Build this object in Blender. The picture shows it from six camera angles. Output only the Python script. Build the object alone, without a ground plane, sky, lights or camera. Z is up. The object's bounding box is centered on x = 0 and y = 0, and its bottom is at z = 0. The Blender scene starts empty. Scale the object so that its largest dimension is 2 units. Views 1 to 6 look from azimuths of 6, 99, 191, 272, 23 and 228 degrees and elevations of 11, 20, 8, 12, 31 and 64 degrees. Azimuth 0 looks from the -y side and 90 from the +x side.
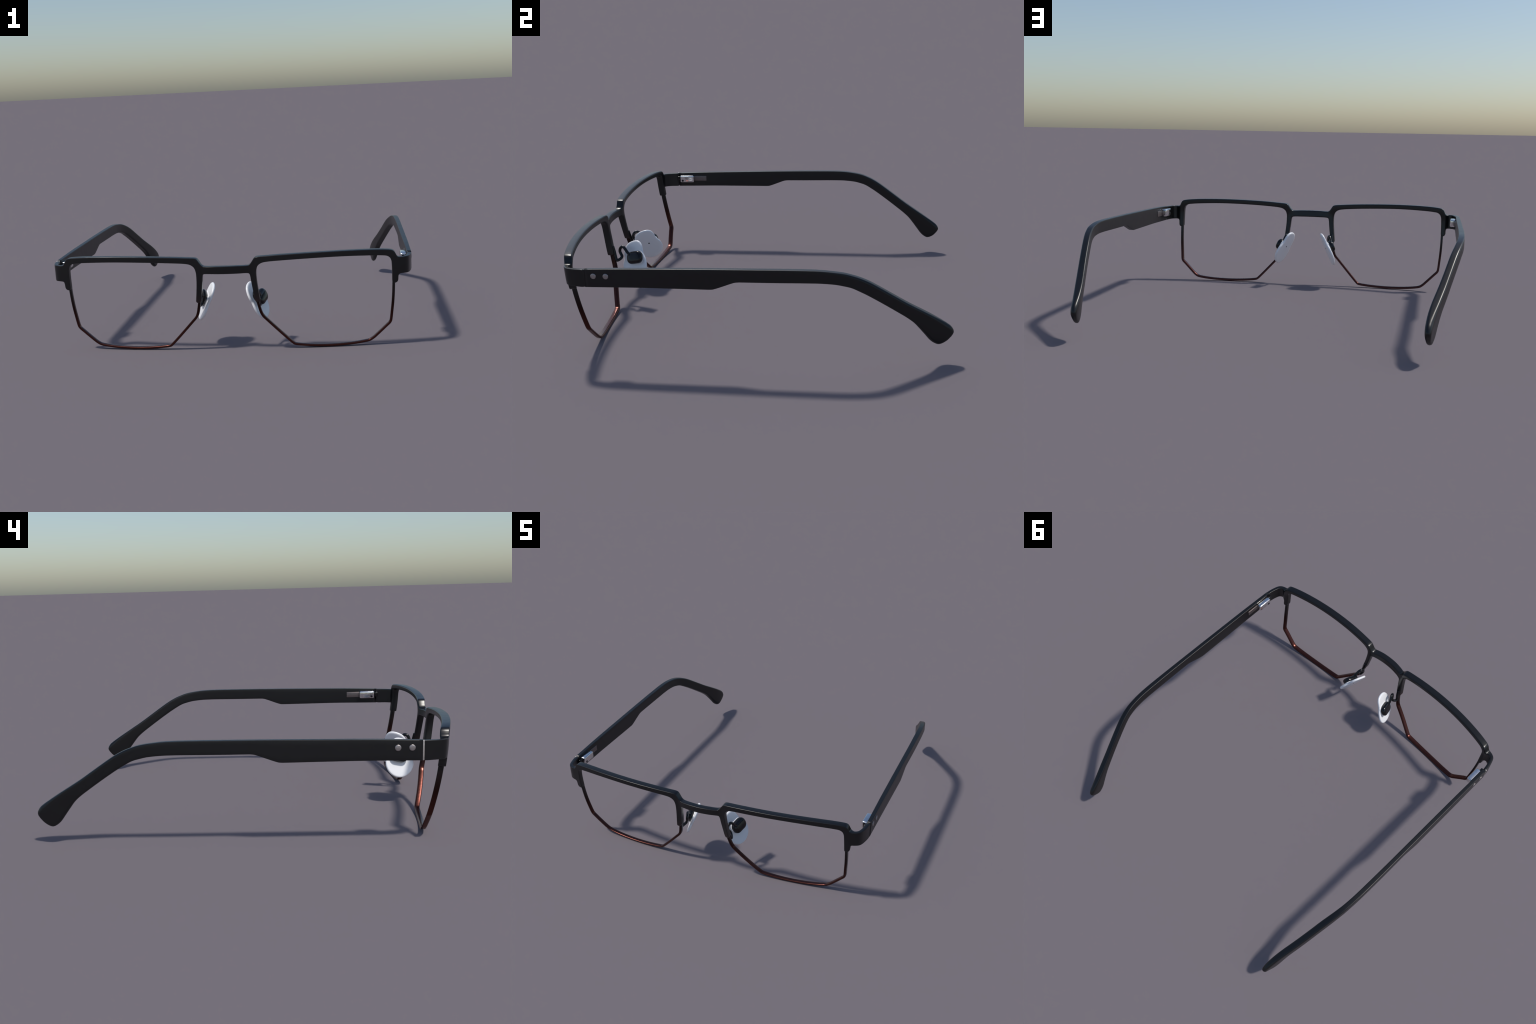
"""Half-rim metal eyeglasses: black brow frame, brown lower rims, black temples,
white nose pads on wire arms, chrome spring hinges.  Built for the +x side and mirrored."""
import bpy, bmesh, math
from mathutils import Vector
from mathutils.geometry import tessellate_polygon

# ------------------------------------------------------------------ helpers
def smooth(a, b, t):
    t = max(0.0, min(1.0, (t - a) / (b - a)))
    return t * t * (3 - 2 * t)

def lerp(a, b, t):
    return a + (b - a) * t

def interp(table, t):
    if t <= table[0][0]:
        return table[0][1]
    for (t0, v0), (t1, v1) in zip(table, table[1:]):
        if t <= t1:
            return lerp(v0, v1, (t - t0) / (t1 - t0))
    return table[-1][1]

def spline(pts, sub=6, closed=False):
    """Centripetal-like Catmull-Rom through tuples of any dimension."""
    P = [Vector(p) for p in pts]
    n = len(P)
    out = []
    for i in range(n if closed else n - 1):
        if closed:
            a, b, c, d = P[i - 1], P[i], P[(i + 1) % n], P[(i + 2) % n]
        else:
            b, c = P[i], P[i + 1]
            a = P[i - 1] if i > 0 else b * 2 - c
            d = P[i + 2] if i + 2 < n else c * 2 - b
        l0 = max((b - a).length, 1e-6) ** .5
        l1 = max((c - b).length, 1e-6) ** .5
        l2 = max((d - c).length, 1e-6) ** .5
        m1 = ((b - a) / l0 - (c - a) / (l0 + l1) + (c - b) / l1) * l1
        m2 = ((c - b) / l1 - (d - b) / (l1 + l2) + (d - c) / l2) * l1
        for k in range(sub):
            t = k / sub
            out.append(b * (2*t**3 - 3*t*t + 1) + m1 * (t**3 - 2*t*t + t)
                       + c * (-2*t**3 + 3*t*t) + m2 * (t**3 - t*t))
    if not closed:
        out.append(P[-1])
    return out

def dense(pts, step):
    """Split long segments of an open polyline."""
    out = [pts[0]]
    for a, b in zip(pts, pts[1:]):
        k = max(1, int((b - a).length / step + .5))
        for i in range(1, k + 1):
            out.append(a.lerp(b, i / k))
    return out

def mesh_from(name, verts, faces, mat):
    me = bpy.data.meshes.new(name)
    me.from_pydata([tuple(v) for v in verts], [], faces)
    bm = bmesh.new()
    bm.from_mesh(me)
    bmesh.ops.recalc_face_normals(bm, faces=bm.faces)
    bm.to_mesh(me)
    bm.free()
    me.materials.append(mat)
    me.polygons.foreach_set("use_smooth", [True] * len(me.polygons))
    return me

def mirrored(me):
    m2 = me.copy()
    for v in m2.vertices:
        v.co.x = -v.co.x
    m2.flip_normals()
    return m2

def add(name, me, parent):
    ob = bpy.data.objects.new(name, me)
    bpy.context.scene.collection.objects.link(ob)
    ob.parent = parent
    return ob

def loft(rings, cap_start=True, cap_end=True):
    """Quads between equal closed rings, ends closed by fans around their centre."""
    n = len(rings[0])
    verts = [v for r in rings for v in r]
    faces = []
    for i in range(len(rings) - 1):
        for k in range(n):
            a, b = i * n + k, i * n + (k + 1) % n
            faces.append((a, b, b + n, a + n))
    for flag, base in ((cap_start, 0), (cap_end, (len(rings) - 1) * n)):
        if flag:
            c = sum((Vector(verts[base + k]) for k in range(n)), Vector()) / n
            verts.append(c)
            for k in range(n):
                faces.append((base + k, base + (k + 1) % n, len(verts) - 1))
    return verts, faces

def rounded_rect(w, h, r, seg=4, split=2):
    """Closed outline in 2D, sides subdivided so that a swept face keeps its curve."""
    r = min(r, w * .499, h * .499)
    pts = []
    for cx, cy, a0 in ((w/2-r, h/2-r, 0), (-w/2+r, h/2-r, 90), (-w/2+r, -h/2+r, 180), (w/2-r, -h/2+r, 270)):
        for k in range(seg + 1):
            a = math.radians(a0 + 90 * k / seg)
            pts.append((cx + r * math.cos(a), cy + r * math.sin(a)))
    out = []
    m = len(pts)
    for i, p in enumerate(pts):
        q = pts[(i + 1) % m]
        out.append(p)
        if (i + 1) % (seg + 1) == 0:
            for k in range(1, split + 1):
                t = k / (split + 1)
                out.append((lerp(p[0], q[0], t), lerp(p[1], q[1], t)))
    return out

def tube(path, radius, sides=14):
    """Round wire along a path (parallel transport frames)."""
    rings = []
    nrm = None
    for i, p in enumerate(path):
        t = (path[min(i + 1, len(path) - 1)] - path[max(i - 1, 0)]).normalized()
        if nrm is None:
            nrm = t.orthogonal().normalized()
        nrm = (nrm - t * nrm.dot(t)).normalized()
        bi = t.cross(nrm)
        r = radius(i / (len(path) - 1)) if callable(radius) else radius
        rings.append([p + (nrm * math.cos(2*math.pi*k/sides) + bi * math.sin(2*math.pi*k/sides)) * r
                      for k in range(sides)])
    return loft(rings)

def bevel_box(lo, hi, r, seg=3):
    bm = bmesh.new()
    bmesh.ops.create_cube(bm, size=1)
    for v in bm.verts:
        v.co = Vector([lerp(lo[i], hi[i], v.co[i] + .5) for i in range(3)])
    bmesh.ops.bevel(bm, geom=bm.edges[:], offset=r, segments=seg, profile=.5, affect='EDGES')
    v = [x.co.copy() for x in bm.verts]
    bm.verts.index_update()
    f = [tuple(x.index for x in fc.verts) for fc in bm.faces]
    bm.free()
    return v, f

# ------------------------------------------------------------------ materials
def material(name, colour, rough, metallic=0.0, specular=.5, coat=0.0, colour_var=.12,
             noise_scale=60, bump=.0, bump_scale=400, rough_var=.06, build=None):
    m = bpy.data.materials.new(name)
    m.use_nodes = True
    nt = m.node_tree
    b = nt.nodes["Principled BSDF"]
    b.inputs["Metallic"].default_value = metallic
    b.inputs["Specular IOR Level"].default_value = specular
    b.inputs["Coat Weight"].default_value = coat
    b.inputs["Coat Roughness"].default_value = .15
    tc = nt.nodes.new("ShaderNodeTexCoord")
    nz = nt.nodes.new("ShaderNodeTexNoise")
    nz.inputs["Scale"].default_value = noise_scale
    nz.inputs["Detail"].default_value = 4
    nt.links.new(tc.outputs["Object"], nz.inputs["Vector"])
    # roughness varies a little with the grain
    mr = nt.nodes.new("ShaderNodeMapRange")
    mr.inputs["To Min"].default_value = rough - rough_var
    mr.inputs["To Max"].default_value = rough + rough_var
    nt.links.new(nz.outputs["Fac"], mr.inputs["Value"])
    nt.links.new(mr.outputs["Result"], b.inputs["Roughness"])
    # colour varies a little too
    mv = nt.nodes.new("ShaderNodeMapRange")
    mv.inputs["To Min"].default_value = 1 - colour_var
    mv.inputs["To Max"].default_value = 1 + colour_var
    nt.links.new(nz.outputs["Fac"], mv.inputs["Value"])
    mul = nt.nodes.new("ShaderNodeMix")
    mul.data_type = 'RGBA'
    mul.blend_type = 'MULTIPLY'
    mul.inputs["Factor"].default_value = 1
    mul.inputs["A"].default_value = (*colour, 1)
    nt.links.new(mv.outputs["Result"], mul.inputs["B"])
    nt.links.new(mul.outputs["Result"], b.inputs["Base Color"])
    if bump:
        n2 = nt.nodes.new("ShaderNodeTexNoise")
        n2.inputs["Scale"].default_value = bump_scale
        n2.inputs["Detail"].default_value = 3
        nt.links.new(tc.outputs["Object"], n2.inputs["Vector"])
        bp = nt.nodes.new("ShaderNodeBump")
        bp.inputs["Strength"].default_value = bump
        bp.inputs["Distance"].default_value = .002
        nt.links.new(n2.outputs["Fac"], bp.inputs["Height"])
        nt.links.new(bp.outputs["Normal"], b.inputs["Normal"])
    if build:
        build(nt, b, tc, mul)
    return m

def coating_fade(stops, metal=None):
    """Sprayed two-tone coating: colour runs from one lacquer to the other along the rim."""
    def build(nt, b, tc, mul):
        sep = nt.nodes.new("ShaderNodeSeparateXYZ")
        nt.links.new(tc.outputs["Object"], sep.inputs["Vector"])
        ramp = nt.nodes.new("ShaderNodeValToRGB")
        el = ramp.color_ramp.elements
        while len(el) > 1:
            el.remove(el[-1])
        el[0].position, el[0].color = stops[0][0], (*stops[0][1], 1)
        for pos, col in stops[1:]:
            e = el.new(pos)
            e.color = (*col, 1)
        nt.links.new(sep.outputs["Z"], ramp.inputs["Fac"])
        nt.links.new(ramp.outputs["Color"], mul.inputs["A"])
        if metal:
            mm = nt.nodes.new("ShaderNodeMapRange")
            mm.inputs["From Min"].default_value, mm.inputs["From Max"].default_value = metal[0]
            mm.inputs["To Min"].default_value, mm.inputs["To Max"].default_value = metal[1]
            nt.links.new(sep.outputs["Z"], mm.inputs["Value"])
            nt.links.new(mm.outputs["Result"], b.inputs["Metallic"])
    return build

BLACK = (.0045, .0046, .0050)
BROWN = (.096, .033, .026)
mat_frame = material("black_lacquer_frame", BLACK, .30, specular=.5, noise_scale=40, rough_var=.05,
                     build=coating_fade([(.272, (.022, .0085, .0075)), (.30, (.013, .0065, .006)), (.335, BLACK)]))
mat_temple = material("black_satin_temple", BLACK, .34, specular=.5, noise_scale=35, rough_var=.05)
mat_rim = material("brown_metal_rim", BROWN, .24, noise_scale=90, colour_var=.12, bump=.04, bump_scale=120,
                   build=coating_fade([(.10, BROWN), (.19, (.060, .0215, .0172)), (.265, (.024, .0105, .009)),
                                       (.35, (.006, .0055, .0055))], metal=((.24, .36), (.95, .1))))
mat_pad = material("white_nose_pad", (.90, .90, .91), .24, specular=.5, colour_var=.01, noise_scale=30, rough_var=.02)
mat_gloss = material("black_gloss_wire", (.004, .0042, .005), .18, specular=.45, colour_var=.15, rough_var=.04)
mat_chrome = material("chrome_hinge", (.76, .75, .75), .15, metallic=1, colour_var=.12, noise_scale=70,
                      bump=.08, bump_scale=120, rough_var=.07)
mat_plate = material("dull_metal_plate", (.20, .17, .165), .42, metallic=.85, colour_var=.15, noise_scale=80)
mat_rivet = material("dull_rivet_metal", (.40, .36, .35), .42, metallic=.9, colour_var=.25, noise_scale=130,
                     bump=.25, bump_scale=180)
mat_edge = material("pale_edge_strip", (.52, .48, .45), .38, metallic=.55, colour_var=.2, noise_scale=90)

# ------------------------------------------------------------------ frame surface
def front_y(x, z):
    """Face-form and pantoscopic tilt of the rims: a gently domed, tilted surface."""
    X, Z = abs(x) - .514, z - .275
    return -.957 + .0745*X - .2015*Z + .24*X*X + .33*Z*Z + .02*X*Z + .0025*smooth(.42, .53, z)

def frame_depth(x, z):
    """The brow bar is deeper than the posts that hang from it."""
    d = lerp(.037, .0425, smooth(.45, .515, z))
    return lerp(d, .0365, 1 - smooth(.10, .15, abs(x)))

def frame_y(x, z):
    """Rim surface blended into the forward bow of the bridge."""
    w = 1 - smooth(.10, .168, abs(x))
    return lerp(front_y(x, z), -.998 + 1.1*x*x - .16*(z - .463), w)

DEPTH = .044
# plan of the end piece as it wraps back to the hinge
S0 = .895
EP = dense(spline([(.895, -.9185), (.918, -.9125), (.932, -.906), (.9445, -.8965), (.9535, -.882),
                   (.9605, -.861), (.9665, -.835), (.9720, -.7965)], 8), .003)
EPS = [0.0]
for a, b in zip(EP, EP[1:]):
    EPS.append(EPS[-1] + (b - a).length)
S_END = S0 + EPS[-1]

def ep_point(s):
    s -= S0
    if s <= 0:
        return EP[0] + (EP[1] - EP[0]).normalized() * s
    for i in range(len(EP) - 1):
        if s <= EPS[i + 1] or i == len(EP) - 2:
            return EP[i].lerp(EP[i + 1], (s - EPS[i]) / (EPS[i + 1] - EPS[i]))

def plate(s, z, d):
    """Flat outline (s, z) at depth d in 0..1 -> bent frame in space."""
    sg = 1 if s >= 0 else -1
    s = abs(s)
    if s <= .86:
        return Vector((sg * s, frame_y(s, z) + d * frame_depth(s, z), z))
    if s <= S0:
        base = Vector((s, front_y(s, z)))
    else:
        base = ep_point(s)
        base.y += (front_y(S0, z) - EP[0].y) * (1 - smooth(S0, S_END, s))
    tan = (ep_point(s + .004) - ep_point(s - .004)).normalized()
    nrm = Vector((-tan.y, tan.x))
    w = smooth(.87, .925, s)
    nrm = Vector((0, 1)).lerp(nrm, w).normalized()
    th = lerp(frame_depth(s, z), .0210, smooth(.886, .925, s))
    base = base + nrm * (d * th)
    return Vector((sg * base.x, base.y, z))

def brow_outline():
    e = S_END
    top = [(.0, .483), (.06, .4828), (.105, .4815), (.119, .4825), (.129, .489), (.146, .513), (.152, .5205), (.162, .5255),
           (.22, .5305), (.30, .5355), (.45, .541), (.60, .5435), (.72, .5425), (.80, .5395), (.848, .535),
           (.866, .531), (.876, .5235), (.884, .511), (.890, .500), (.8965, .4945), (.907, .4925), (.95, .493),
           (1.0, .4935), (e - .004, .4940), (e - .001, .4930), (e, .490)]
    mid = [(e, .411), (e - .001, .4065), (e - .004, .4045), (1.0, .4045), (.95, .4045), (.916, .4045), (.904, .4025),
           (.8985, .397), (.8965, .386), (.8955, .370), (.8915, .3605), (.884, .3555), (.872, .3545), (.8665, .3565),
           (.8648, .363), (.8642, .40), (.863, .45), (.8605, .475), (.8535, .4915), (.839, .5025), (.81, .5075),
           (.72, .5125), (.60, .515), (.45, .5122), (.30, .5055), (.212, .4985), (.188, .4925), (.169, .478),
           (.160, .454), (.1588, .41), (.1635, .35), (.1695, .30), (.1705, .287), (.1665, .2805), (.158, .279),
           (.1495, .2805), (.145, .288), (.1375, .335), (.1305, .39), (.126, .428), (.1215, .4375), (.111, .4405),
           (.06, .4412), (.0, .4412)]
    right = spline(top, 4) + spline(mid, 4)
    right = dense(right, .012)
    left = [Vector((-p.x, p.y)) for p in reversed(right)]
    loop = right + left[1:-1]
    clean = []
    for p in loop:
        if not clean or (p - clean[-1]).length > 2e-4:
            clean.append(p)
    return clean

def offset_loop(loop, d):
    n = len(loop)
    out = []
    for i in range(n):
        a, b, c = loop[i - 1], loop[i], loop[(i + 1) % n]
        t1, t2 = (b - a).normalized(), (c - b).normalized()
        n1, n2 = Vector((t1.y, -t1.x)), Vector((t2.y, -t2.x))   # outline runs clockwise: inside is right
        m = (n1 + n2)
        m = m / max(m.length_squared * .5, .5)
        out.append(b + m * d)
    return out

def build_front(parent):
    loop = brow_outline()
    n = len(loop)
    rings = []
    seg = 4
    for side in (0, 1):
        for k in range(seg + 1):
            a = (math.pi / 2) * (k / seg if side else 1 - k / seg)
            R = .0070 if side else .0030          # back edges are rounder than the front ones
            inset = R * (1 - math.cos(a))
            dep = R * (1 - math.sin(a)) / DEPTH
            rings.append((inset, dep if side == 0 else 1 - dep))
    rings.insert(seg + 1, (0.0, .5))
    verts, faces = [], []
    for inset, d in rings:
        for p in offset_loop(loop, inset):
            verts.append(Vector((p.x, p.y, d)))
    for i in range(len(rings) - 1):
        for k in range(n):
            a, b = i*n + k, i*n + (k + 1) % n
            faces.append((a, b, b + n, a + n))
    for base in (0, (len(rings) - 1) * n):
        pts = [Vector((verts[base + k].x, verts[base + k].y, 0)) for k in range(n)]
        for tri in tessellate_polygon([pts]):
            faces.append(tuple(base + k for k in tri))
    bm = bmesh.new()
    bv = [bm.verts.new(v) for v in verts]
    for f in faces:
        try:
            bm.faces.new([bv[i] for i in f])
        except ValueError:
            pass
    # a regular grid of cuts lets the flat plate bend smoothly
    x = -S_END + .0061
    while x < S_END:
        bmesh.ops.bisect_plane(bm, geom=bm.verts[:] + bm.edges[:] + bm.faces[:], dist=1e-5,
                               plane_co=(x, 0, 0), plane_no=(1, 0, 0))
        x += .0083 if abs(x) > .85 else .0119
    z = .2861
    while z < .545:
        bmesh.ops.bisect_plane(bm, geom=bm.verts[:] + bm.edges[:] + bm.faces[:], dist=1e-5,
                               plane_co=(0, z, 0), plane_no=(0, 1, 0))
        z += .0127
    bmesh.ops.remove_doubles(bm, verts=bm.verts[:], dist=2e-6)
    region = []
    bm.faces.ensure_lookup_table()
    for f in bm.faces:
        c = f.calc_center_median()
        if abs(c.x) < .1206:
            region.append("bridge")
        elif abs(c.x) > .8975 and c.y > .40:
            region.append("end_piece" if c.x > 0 else "end_piece.001")
        else:
            region.append("brow_bar" if c.x > 0 else "brow_bar.001")
    for v in bm.verts:
        v.co = plate(v.co.x, v.co.y, v.co.z)
    bmesh.ops.recalc_face_normals(bm, faces=bm.faces)
    bm.normal_update()
    bm.verts.index_update()
    bm.faces.ensure_lookup_table()
    normals = [v.normal.copy() for v in bm.verts]
    coords = [v.co.copy() for v in bm.verts]
    polys = [[v.index for v in f.verts] for f in bm.faces]
    bm.free()
    for nm in ("brow_bar", "brow_bar.001", "bridge", "end_piece", "end_piece.001"):
        sel = [p for p, r in zip(polys, region) if r == nm]
        used = sorted({i for p in sel for i in p})
        remap = {o: k for k, o in enumerate(used)}
        me = bpy.data.meshes.new(nm)
        me.from_pydata([tuple(coords[i]) for i in used], [], [[remap[i] for i in p] for p in sel])
        me.materials.append(mat_frame)
        me.polygons.foreach_set("use_smooth", [True] * len(me.polygons))
        me.update()
        me.normals_split_custom_set_from_vertices([tuple(normals[i]) for i in used])
        add(nm, me, parent)

# ------------------------------------------------------------------ lower rim wire
def build_rims(parent):
    # outer edge of the wire in the lens plane, from the outer post round to the inner post
    edge = [(.8795, .372), (.8790, .345), (.8775, .295), (.8745, .243), (.870, .195), (.8645, .142), (.862, .131),
            (.8555, .1195), (.84, .104), (.785, .0495), (.770, .0355), (.7475, .0205), (.715, .0130), (.65, .0050), (.58, .0010),
            (.52, .0), (.45, .0020), (.39, .0065), (.350, .0115), (.337, .0155), (.3255, .0250), (.30, .051),
            (.20, .1600), (.1785, .184), (.1690, .199), (.1615, .2200), (.1545, .252), (.1505, .275), (.1495, .296)]
    P = dense(spline(edge, 5), .010)
    rings = []
    sec = rounded_rect(.0265, .0142, .0048, seg=3, split=1)     # (depth, thickness)
    for i, p in enumerate(P):
        t = (P[min(i + 1, len(P) - 1)] - P[max(i - 1, 0)]).normalized()
        nin = Vector((t.y, -t.x))          # towards the lens centre
        if nin.dot(Vector((.5, .3)) - p) < 0:
            nin = -nin
        ring = []
        for a, b in sec:
            q = p + nin * (b + .0069)
            yb = front_y(q.x, q.y) + .0090 + .01325
            ring.append(Vector((q.x, yb + a, q.y)))
        rings.append(ring)
    me = mesh_from("lower_rim", *loft(rings), mat_rim)
    add("lower_rim", me, parent)
    add("lower_rim.001", mirrored(me), parent)

# ------------------------------------------------------------------ temples
X_IN = [(-.80, .9510), (-.5, .9490), (.1, .9490), (.33, .9460), (.42, .9410), (.50, .9290), (.58, .9060), (.70, .8740),
        (.78, .8500), (.88, .8200), (.95, .8050), (1.0, .7980)]
X_OUT = [(-.80, .9725), (-.5, .9750), (-.1, .9760), (.15, .9770), (.33, .9760), (.42, .9720), (.50, .9640), (.58, .9450),
         (.70, .9125), (.78, .8900), (.88, .8600), (.95, .8420), (1.0, .8320)]

def soft(table):
    """Smooth the break points of a table by local averaging."""
    return lambda y: sum(interp(table, y + o) for o in (-.05, -.03, -.01, .01, .03, .05)) / 6
x_in, x_out = soft(X_IN), soft(X_OUT)

# side elevation: matching points on the top and the bottom edge (y, z, y, z)
SIDE = [(-.7905, .4965, -.7905, .4040), (-.66, .5005, -.66, .4055), (-.535, .5035, -.535, .4070), (-.28, .5070, -.33, .4060),
        (-.175, .5085, -.185, .4050), (-.160, .5087, -.163, .4052), (-.148, .5088, -.149, .4070),
        (-.060, .5097, -.060, .4385), (-.046, .5098, -.046, .4430), (-.030, .5100, -.028, .4455), (.0, .5102, .0, .4460),
        (.09, .5108, .09, .4462), (.20, .5112, .195, .4470), (.303, .5108, .285, .4478), (.355, .5090, .325, .4475),
        (.401, .5050, .365, .4465), (.475, .4935, .435, .4400), (.515, .4810, .472, .4320), (.553, .4655, .510, .4205),
        (.595, .4430, .550, .3990), (.635, .4170, .590, .3745), (.706, .3680, .655, .3305), (.776, .3195, .715, .2880),
        (.850, .2725, .775, .2435), (.892, .2460, .805, .2160), (.935, .2180, .831, .1835), (.965, .1975, .860, .1450),
        (.985, .1810, .885, .1130), (.9965, .1640, .907, .0950), (1.0, .1500, .926, .0868), (.9960, .1380, .943, .0895),
        (.9850, .1230, .9610, .0985)]

def temple_rings():
    # interpolate top and bottom edges together, station by station
    tops = spline([(p[0], p[1]) for p in SIDE], 6)
    bots = spline([(p[2], p[3]) for p in SIDE], 6)
    rings = []
    n = len(tops)
    for i, (t, b) in enumerate(zip(tops, bots)):
        u = i / 6                                       # station number
        h = (t - b).length
        ym = (t.x + b.x) / 2
        w = x_out(ym) - x_in(ym)
        r = lerp(.0030, .0100, smooth(.25, .62, ym))
        r = lerp(r, w * .49, smooth(23, 26.5, u))
        end = max(0.0, (u - 23.5) / (len(SIDE) - 1 - 23.5))
        shrink = math.sqrt(max(0.0, 1 - .80 * end ** 2.6))
        ring = []
        for a, c in rounded_rect(w, h, r, seg=5, split=3):
            f = c / h + .5
            p = b.lerp(t, f)
            k = (a / w) * shrink
            k *= lerp(1, lerp(.80, 1, smooth(0, .75, f)), smooth(22, 26, u))   # lower lobe of the tip thins towards its edge
            xi, xo = x_in(p.x), x_out(p.x)
            ring.append(Vector(((xi + xo) / 2 + k * (xo - xi), p.x, p.y)))
        rings.append(ring)
    return rings

def build_temples(parent):
    me = mesh_from("temple", *loft(temple_rings()), mat_temple)
    prof = [(0.0, .0145), (.0032, .0145), (.0048, .0133), (.0056, .010), (.0058, .0)]
    rings = [[Vector((h, r * math.cos(2*math.pi*k/28), r * math.sin(2*math.pi*k/28))) for k in range(28)]
             for h, r in prof[:-1]]
    rivet_me = mesh_from("rivet", *loft(rings), mat_rivet)
    # thin edge strip where the temple meets the end piece
    def edge_mesh(y0, y1, proud, mat, xc=.9617, width=.0215):
        rings = []
        for y, g in ((y0, proud - .001), (y0 + .001, proud), (y1 - .001, proud), (y1, proud - .001)):
            rings.append([Vector((xc + a, y, .45025 + c)) for a, c in rounded_rect(width + 2*g, .0925 + 2*g, .003, 3, 1)])
        return mesh_from("hinge_edge", *loft(rings), mat)
    # broad pale strip at the -x joint, dark hairline at the other
    edge_me = edge_mesh(-.7975, -.7880, -.0010, mat_temple)
    pale_edge_me = mirrored(edge_mesh(-.7980, -.7900, -.0002, mat_edge, .9678, .0095))
    # spring hinge on the inner face: chrome box, sliding plate, screw, knuckle
    box_me = mesh_from("hinge_box", *bevel_box((.9165, -.7760, .4380), (.9520, -.6775, .4845), .0085, 4), mat_chrome)
    plate_me = mesh_from("hinge_plate", *bevel_box((.9462, -.6800, .4425), (.9520, -.5940, .4775), .0022, 3), mat_plate)
    kn_me = mesh_from("hinge_knuckle", *bevel_box((.9360, -.7990, .4450), (.9530, -.7720, .4760), .0035, 3), mat_gloss)
    rings = []
    for x, r in ((.9195, .0075), (.9159, .0075), (.9153, .0068)):
        rings.append([Vector((x, -.757 + r*math.cos(2*math.pi*k/20), .4505 + r*math.sin(2*math.pi*k/20))) for k in range(20)])
    screw_me = mesh_from("hinge_screw", *loft(rings), mat_gloss)
    for sg in (1, -1):
        sfx = "" if sg > 0 else ".001"
        tp = add("temple" + sfx, me if sg > 0 else mirrored(me), parent)
        for k, y in enumerate((-.744, -.681)):
            ob = add("rivet", rivet_me, tp)
            ob.location = (sg * (x_out(y) - .0012), y, .4632)
            ob.rotation_euler = (0, 0, 0) if sg > 0 else (0, 0, math.pi)
        for nm, m in (("hinge_edge", edge_me), ("hinge_box", box_me), ("hinge_plate", plate_me),
                      ("hinge_knuckle", kn_me), ("hinge_screw", screw_me)):
            if sg < 0:
                m = pale_edge_me if nm == "hinge_edge" else mirrored(m)
            add(nm + sfx, m, tp)

# ------------------------------------------------------------------ nose pads
PAD_TOP, PAD_BOT = Vector((.0945, -.812, .3490)), Vector((.1935, -.786, .1455))
PAD_N = Vector((-.863, .310, -.398)).normalized()               # towards the nose
PAD_U = (PAD_BOT - PAD_TOP).normalized()
PAD_N = (PAD_N - PAD_U * PAD_N.dot(PAD_U)).normalized()
PAD_L = PAD_N.cross(PAD_U).normalized()
if PAD_L.y < 0:
    PAD_L = -PAD_L                                              # towards the temples
PAD_LEN = (PAD_BOT - PAD_TOP).length

def pad_point(u, l, off):
    """u along the pad, l across it, off towards the nose; its face is domed towards the nose across its width."""
    sag = .0025 - .8 * l * l
    return PAD_TOP + PAD_U * u + PAD_L * l + PAD_N * (off + sag)

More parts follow.
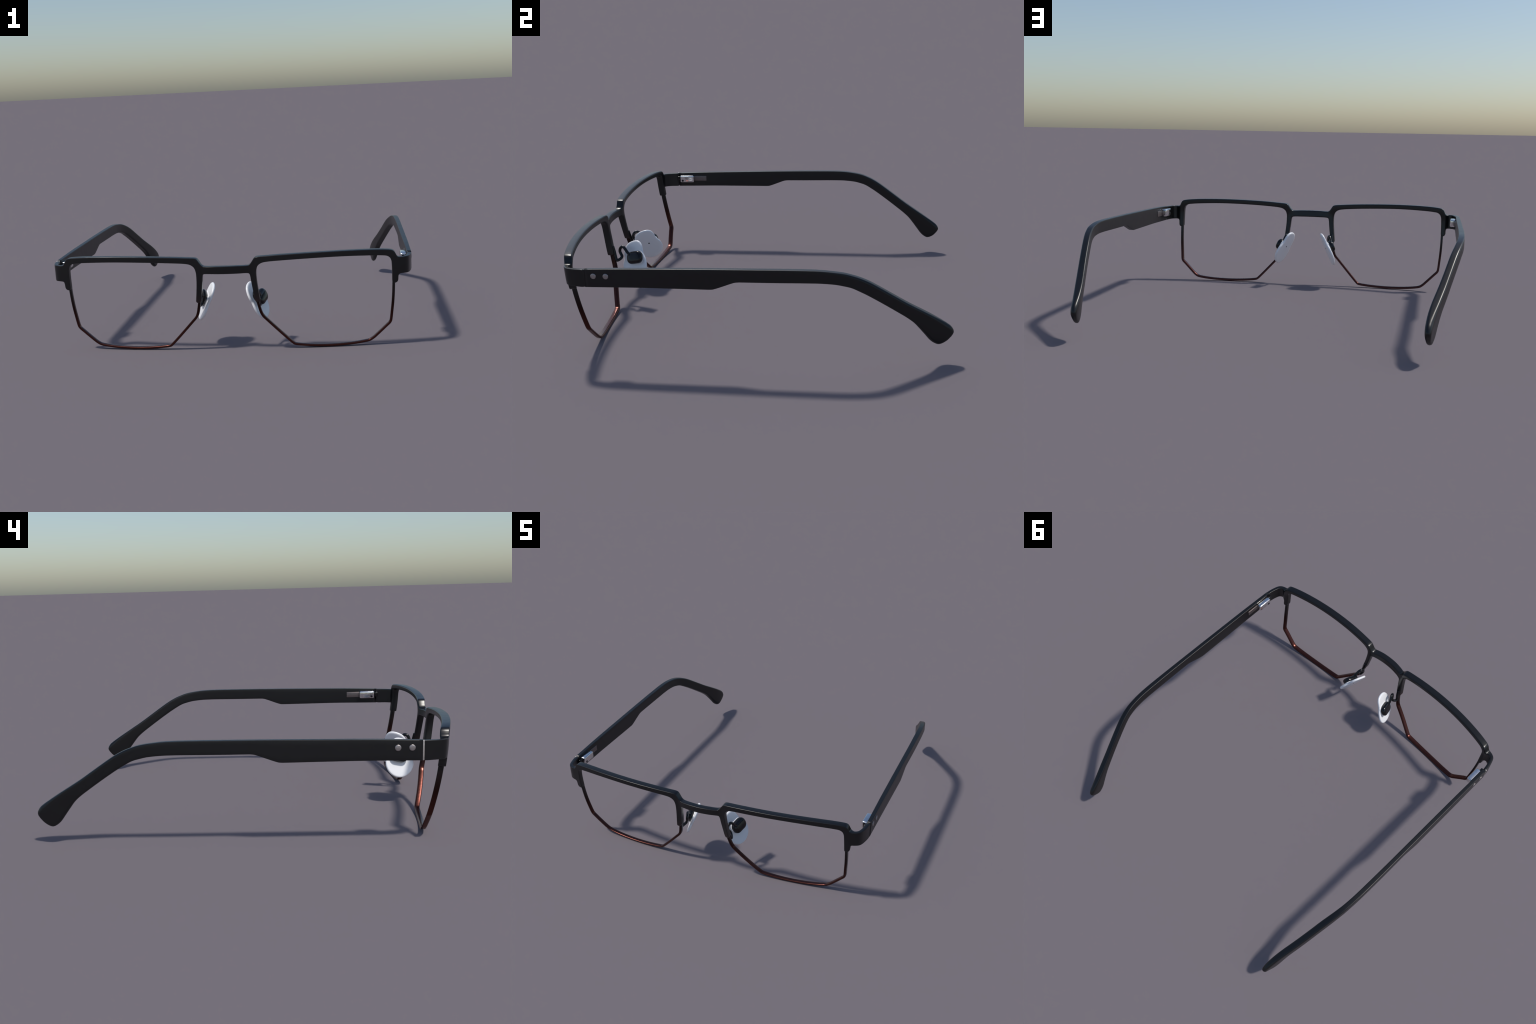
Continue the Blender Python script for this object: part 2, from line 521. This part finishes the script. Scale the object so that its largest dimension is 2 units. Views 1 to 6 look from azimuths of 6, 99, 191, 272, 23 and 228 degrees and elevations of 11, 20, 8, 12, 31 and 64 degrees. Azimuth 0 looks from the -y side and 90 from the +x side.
def build_pads(parent):
    L = PAD_LEN
    outline = spline([(-.001, .0), (.0020, .023), (.0105, .0375), (.028, .0490), (.053, .0545), (.075, .0565), (.095, .0645), (.115, .0730),
                      (.140, .0775), (.165, .0760), (.190, .0645), (.210, .0435), (.2215, .015), (.2215, -.013), (.210, -.0425),
                      (.190, -.0645), (.165, -.0790), (.140, -.0840), (.115, -.0795), (.090, -.0720), (.068, -.0745), (.050, -.0715),
                      (.028, -.0600), (.0105, -.0430), (.0020, -.023)], 5, closed=True)
    c = Vector((L * .5, 0))
    T = .015
    rings = []
    for s, off in ((.12, .5), (.4, .5), (.7, .5), (.90, .5), (.955, .46), (.985, .3), (1, 0), (.985, -.3), (.955, -.46), (.90, -.5), (.7, -.5), (.4, -.5), (.12, -.5)):
        rings.append([pad_point(*(c + (p - c) * s), off * T) for p in outline])
    pad_me = mesh_from("nose_pad", *loft(rings), mat_pad)
    # low white collar under the clip box
    cu, cl = .104, .013
    rings = []
    for off, s in ((-.004, 1.0), (-.0110, 1.0), (-.0130, .94)):
        rings.append([pad_point(cu + b*s, cl + a*s, off) for a, b in rounded_rect(.098, .070, .028, 6, 2)])
    collar_me = mesh_from("pad_collar", *loft(rings), mat_pad)
    # glossy black clip box
    rings = []
    for off, s in ((-.0110, .88), (-.0125, .95), (-.0170, 1.0), (-.0285, 1.0), (-.0345, .965), (-.0390, .89), (-.0422, .75), (-.0440, .50), (-.0446, .2)):
        rings.append([pad_point(cu + b*s, cl + a*s, off) for a, b in rounded_rect(.102, .074, .031, 6, 3)])
    box_me = mesh_from("pad_box", *loft(rings), mat_gloss)
    # bent wire from the back of the inner post to the clip
    path = dense(spline([(.1500, -.9270, .330), (.1545, -.9185, .295), (.1610, -.9110, .262), (.1640, -.9050, .2490),
                         (.1590, -.8930, .2520), (.1505, -.8815, .2600), (.1450, -.8790, .2690), (.1390, -.8860, .2810),
                         (.1350, -.8920, .2950), (.1350, -.8880, .3130), (.1390, -.8770, .3240), (.1440, -.8640, .3240),
                         (.1500, -.8520, .3120), (.1550, -.8400, .2960), (.1590, -.8250, .2830)], 6), .004)
    wire_me = mesh_from("pad_wire", *tube(path, lambda t: .0088), mat_gloss)
    # small dark hole on the nose side
    rings = []
    for off, r in ((.004, .0046), (.0080, .0046), (.0083, .0038)):
        rings.append([pad_point(.101 + r*math.cos(2*math.pi*k/16), .004 + r*math.sin(2*math.pi*k/16), off) for k in range(16)])
    pin_me = mesh_from("pad_pin", *loft(rings), mat_gloss)
    for sg in (1, -1):
        sfx = "" if sg > 0 else ".001"
        pd = add("nose_pad" + sfx, pad_me if sg > 0 else mirrored(pad_me), parent)
        for nm, m in (("pad_collar", collar_me), ("pad_box", box_me), ("pad_wire", wire_me), ("pad_pin", pin_me)):
            add(nm + sfx, m if sg > 0 else mirrored(m), pd)

# ------------------------------------------------------------------ assemble
glasses = bpy.data.objects.new("eyeglasses", None)
bpy.context.scene.collection.objects.link(glasses)
glasses["label"] = "half-rim eyeglasses with black brow bar, brown lower rims, white nose pads"
glasses["category"] = "eyeglasses"
build_front(glasses)
build_rims(glasses)
build_temples(glasses)
build_pads(glasses)
